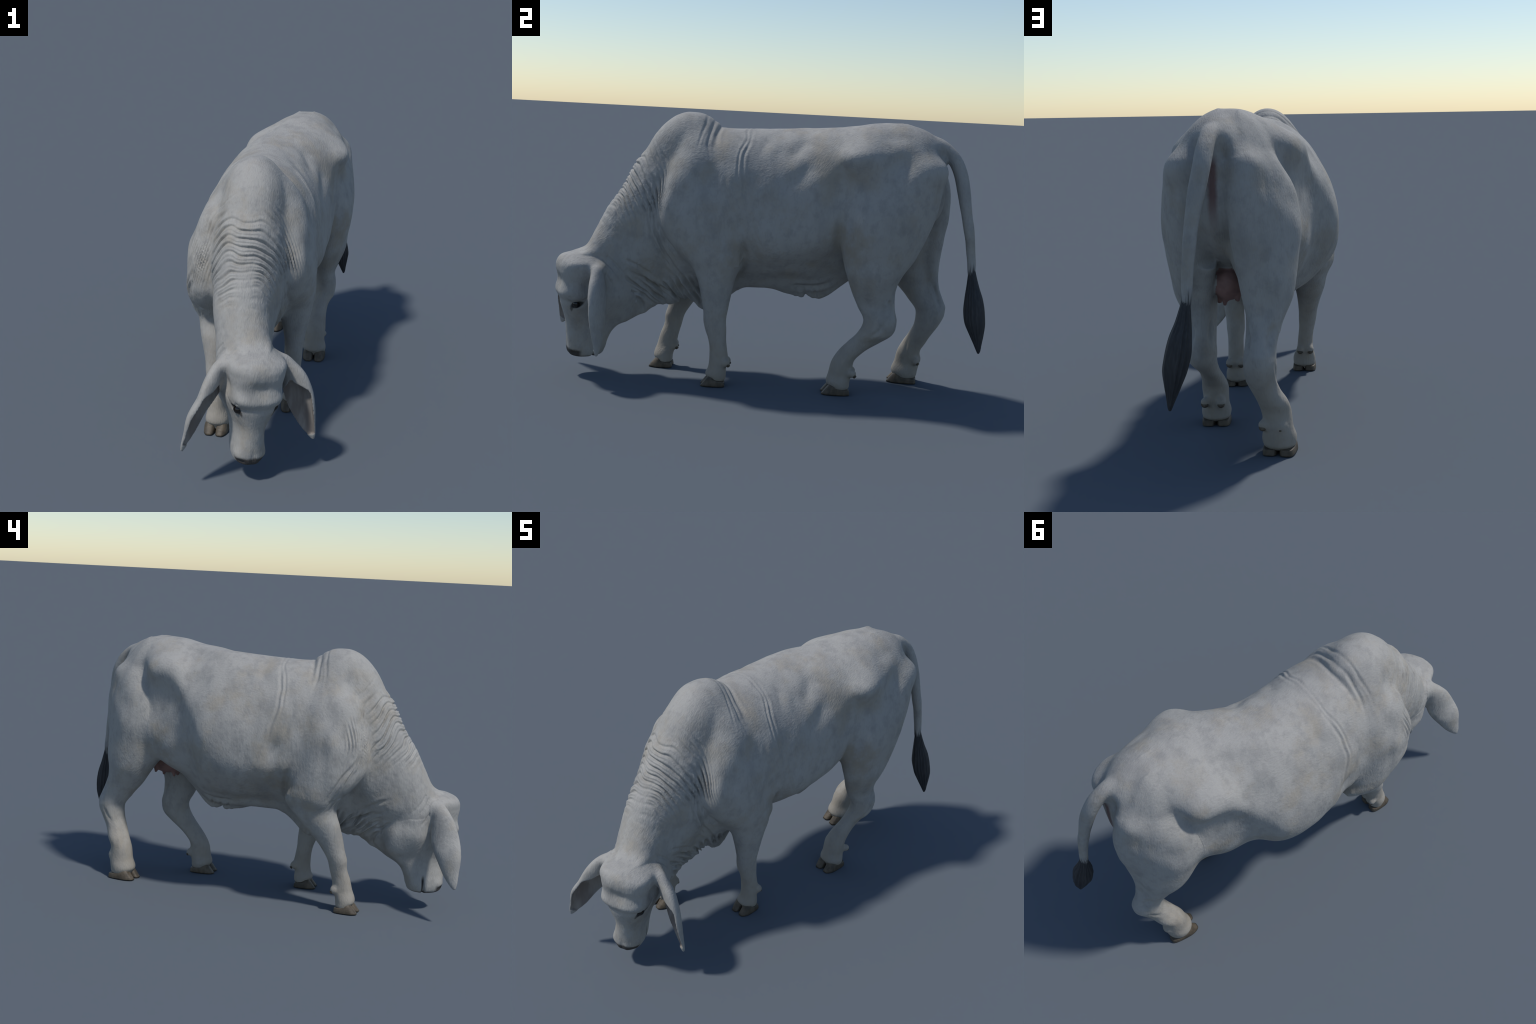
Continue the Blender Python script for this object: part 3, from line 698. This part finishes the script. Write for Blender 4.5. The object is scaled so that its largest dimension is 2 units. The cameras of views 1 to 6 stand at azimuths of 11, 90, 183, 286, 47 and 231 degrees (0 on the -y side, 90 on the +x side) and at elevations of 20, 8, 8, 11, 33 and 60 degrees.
# hooves: two claws per foot, each a sloped horn shell; dew claws behind the pastern
def claw(width, length, s):
    """One claw: toe at -y, flat wall towards the cleft on the s side, sloping up and back to the coronet."""
    rings, seg, lev = [], 36, 9
    for j in range(lev):
        t = j / (lev - 1)
        ring = []
        for i in range(seg):
            a = 2*math.pi*i/seg
            ux, uy = math.cos(a), math.sin(a)
            px = math.copysign(abs(ux)**.5, ux) * width/2
            py = math.copysign(abs(uy)**.6, uy) * length/2
            fwd = max(0, -py/(length/2))
            inner = px * s > 0
            if not inner: px = px * (1 - .45*fwd**3)
            else: px = px * (1 - .03*fwd**2)
            top = .034 + .018*fwd - .010*max(0, py/(length/2))
            slope = .038*fwd + .004
            py2 = py + t*slope if py < 0 else py - .004*t
            px2 = px * (1 - (.03 if inner else .12)*t) + (0 if inner else -s*.0015*math.sin(math.pi*t))
            if t > .95: px2, py2 = px2*.86, py2*.9 + .004
            ring.append((px2, py2, t*top + .0005 - (.003 if t > .95 else 0)))
        rings.append(ring)
    v = [p for r in rings for p in r]; n = seg
    f = [(j*n+i, j*n+(i+1) % n, (j+1)*n+(i+1) % n, (j+1)*n+i) for j in range(lev-1) for i in range(n)]
    f += [tuple(range(n-1, -1, -1)), tuple(range((lev-1)*n, lev*n))]
    return v, f

def foot(leg, c, yaw, width, length, dew):
    ca, sa = math.cos(yaw), math.sin(yaw)
    for s in (-1, 1):
        v, f = claw(width*.485, length, -s)
        w = [(c[0] + (x + s*width*.258)*ca - y*sa, c[1] + (x + s*width*.258)*sa + y*ca, z) for x, y, z in v]
        add_mesh('hoof', w, f, M_HORN, leg)
    for x, y, z in dew:
        v = []
        for j in range(7):
            r = .0150 * (.9, 1.0, 1.0, .9, .7, .42, .12)[j]
            for i in range(14):
                a = 2*math.pi*i/14
                v.append((x + r*math.cos(a), y + .0028*j - .004, z + .9*r*math.sin(a) - .0012*j))
        f = [(j*14+i, j*14+(i+1) % 14, (j+1)*14+(i+1) % 14, (j+1)*14+i) for j in range(6) for i in range(14)] + [tuple(range(84, 98)), tuple(range(13, -1, -1))]
        add_mesh('dew_claw', v, f, M_HORN, leg)

FL, FR = PARTS['forelimb']; BL, BR = PARTS['hindlimb']
foot(FL, (.1425, -.208), .05, .102, .112, DEW['fl'])
foot(FR, (-.156, -.482), -.04, .108, .114, DEW['fr'])
foot(BL, (.168, .357), .03, .113, .130, DEW['bl'])
foot(BR, (-.107, .695), -.14, .120, .142, DEW['br'])

# eyes
def eyeball(c, r):
    v, f, n, m_ = [], [], 20, 12
    for j in range(m_+1):
        for i in range(n):
            th, ph = math.pi*j/m_, 2*math.pi*i/n
            v.append((c[0]+r*math.sin(th)*math.cos(ph), c[1]+r*math.sin(th)*math.sin(ph), c[2]+r*math.cos(th)))
    f = [(j*n+i, (j+1)*n+i, (j+1)*n+(i+1) % n, j*n+(i+1) % n) for j in range(m_) for i in range(n)]
    return v, f
for s in (1, -1):
    v, f = eyeball(head_pt(s*.0725, .066, .353), .020)
    add_mesh('eye', v, f, M_EYE, PARTS['head'][0])

# tail switch: a dark spindle of hanging locks round a core
SW = np.array([(.188, .937, .610, .0135), (.191, .940, .580, .018), (.198, .946, .53, .027), (.208, .952, .48, .038), (.217, .957, .42, .0445), (.226, .963, .373, .043), (.234, .972, .32, .030),
               (.240, .978, .28, .018), (.2445, .983, .25, .0095), (.2455, .984, .236, .004)])
ts = np.linspace(0, 1, len(SW)); T1 = np.linspace(0, 1, 90)
SC = np.stack([curve(list(zip(ts, SW[:, i])))(T1) for i in range(4)], 1)
nseg = 72
ang = np.arange(nseg) * 2*np.pi/nseg
v = []
for j, (x, y, z, r) in enumerate(SC):
    ph = 9*ang + 2.2*np.sin(3*ang) + 1.5*T1[j]
    lock = .06*np.sin(ph) + .05*np.sin(17*ang + 3*T1[j] + 1) + .04*value_noise(np.stack([4*np.cos(ang), 4*np.sin(ang), np.full(nseg, 5*T1[j])], 1), 21)
    rr = r * (1 + lock)
    v += list(zip(x + rr*np.cos(ang), y + rr*1.02*np.sin(ang), np.full(nseg, z)))
f = [(j*nseg+i, (j+1)*nseg+i, (j+1)*nseg+(i+1) % nseg, j*nseg+(i+1) % nseg) for j in range(len(SC)-1) for i in range(nseg)]
f += [tuple(range(nseg)), tuple(range((len(SC)-1)*nseg + nseg - 1, (len(SC)-1)*nseg - 1, -1))]
switch = add_mesh('tail_switch', v, f, M_TUFT, PARTS['tail'][0])
switch['kind'] = 'stuff'
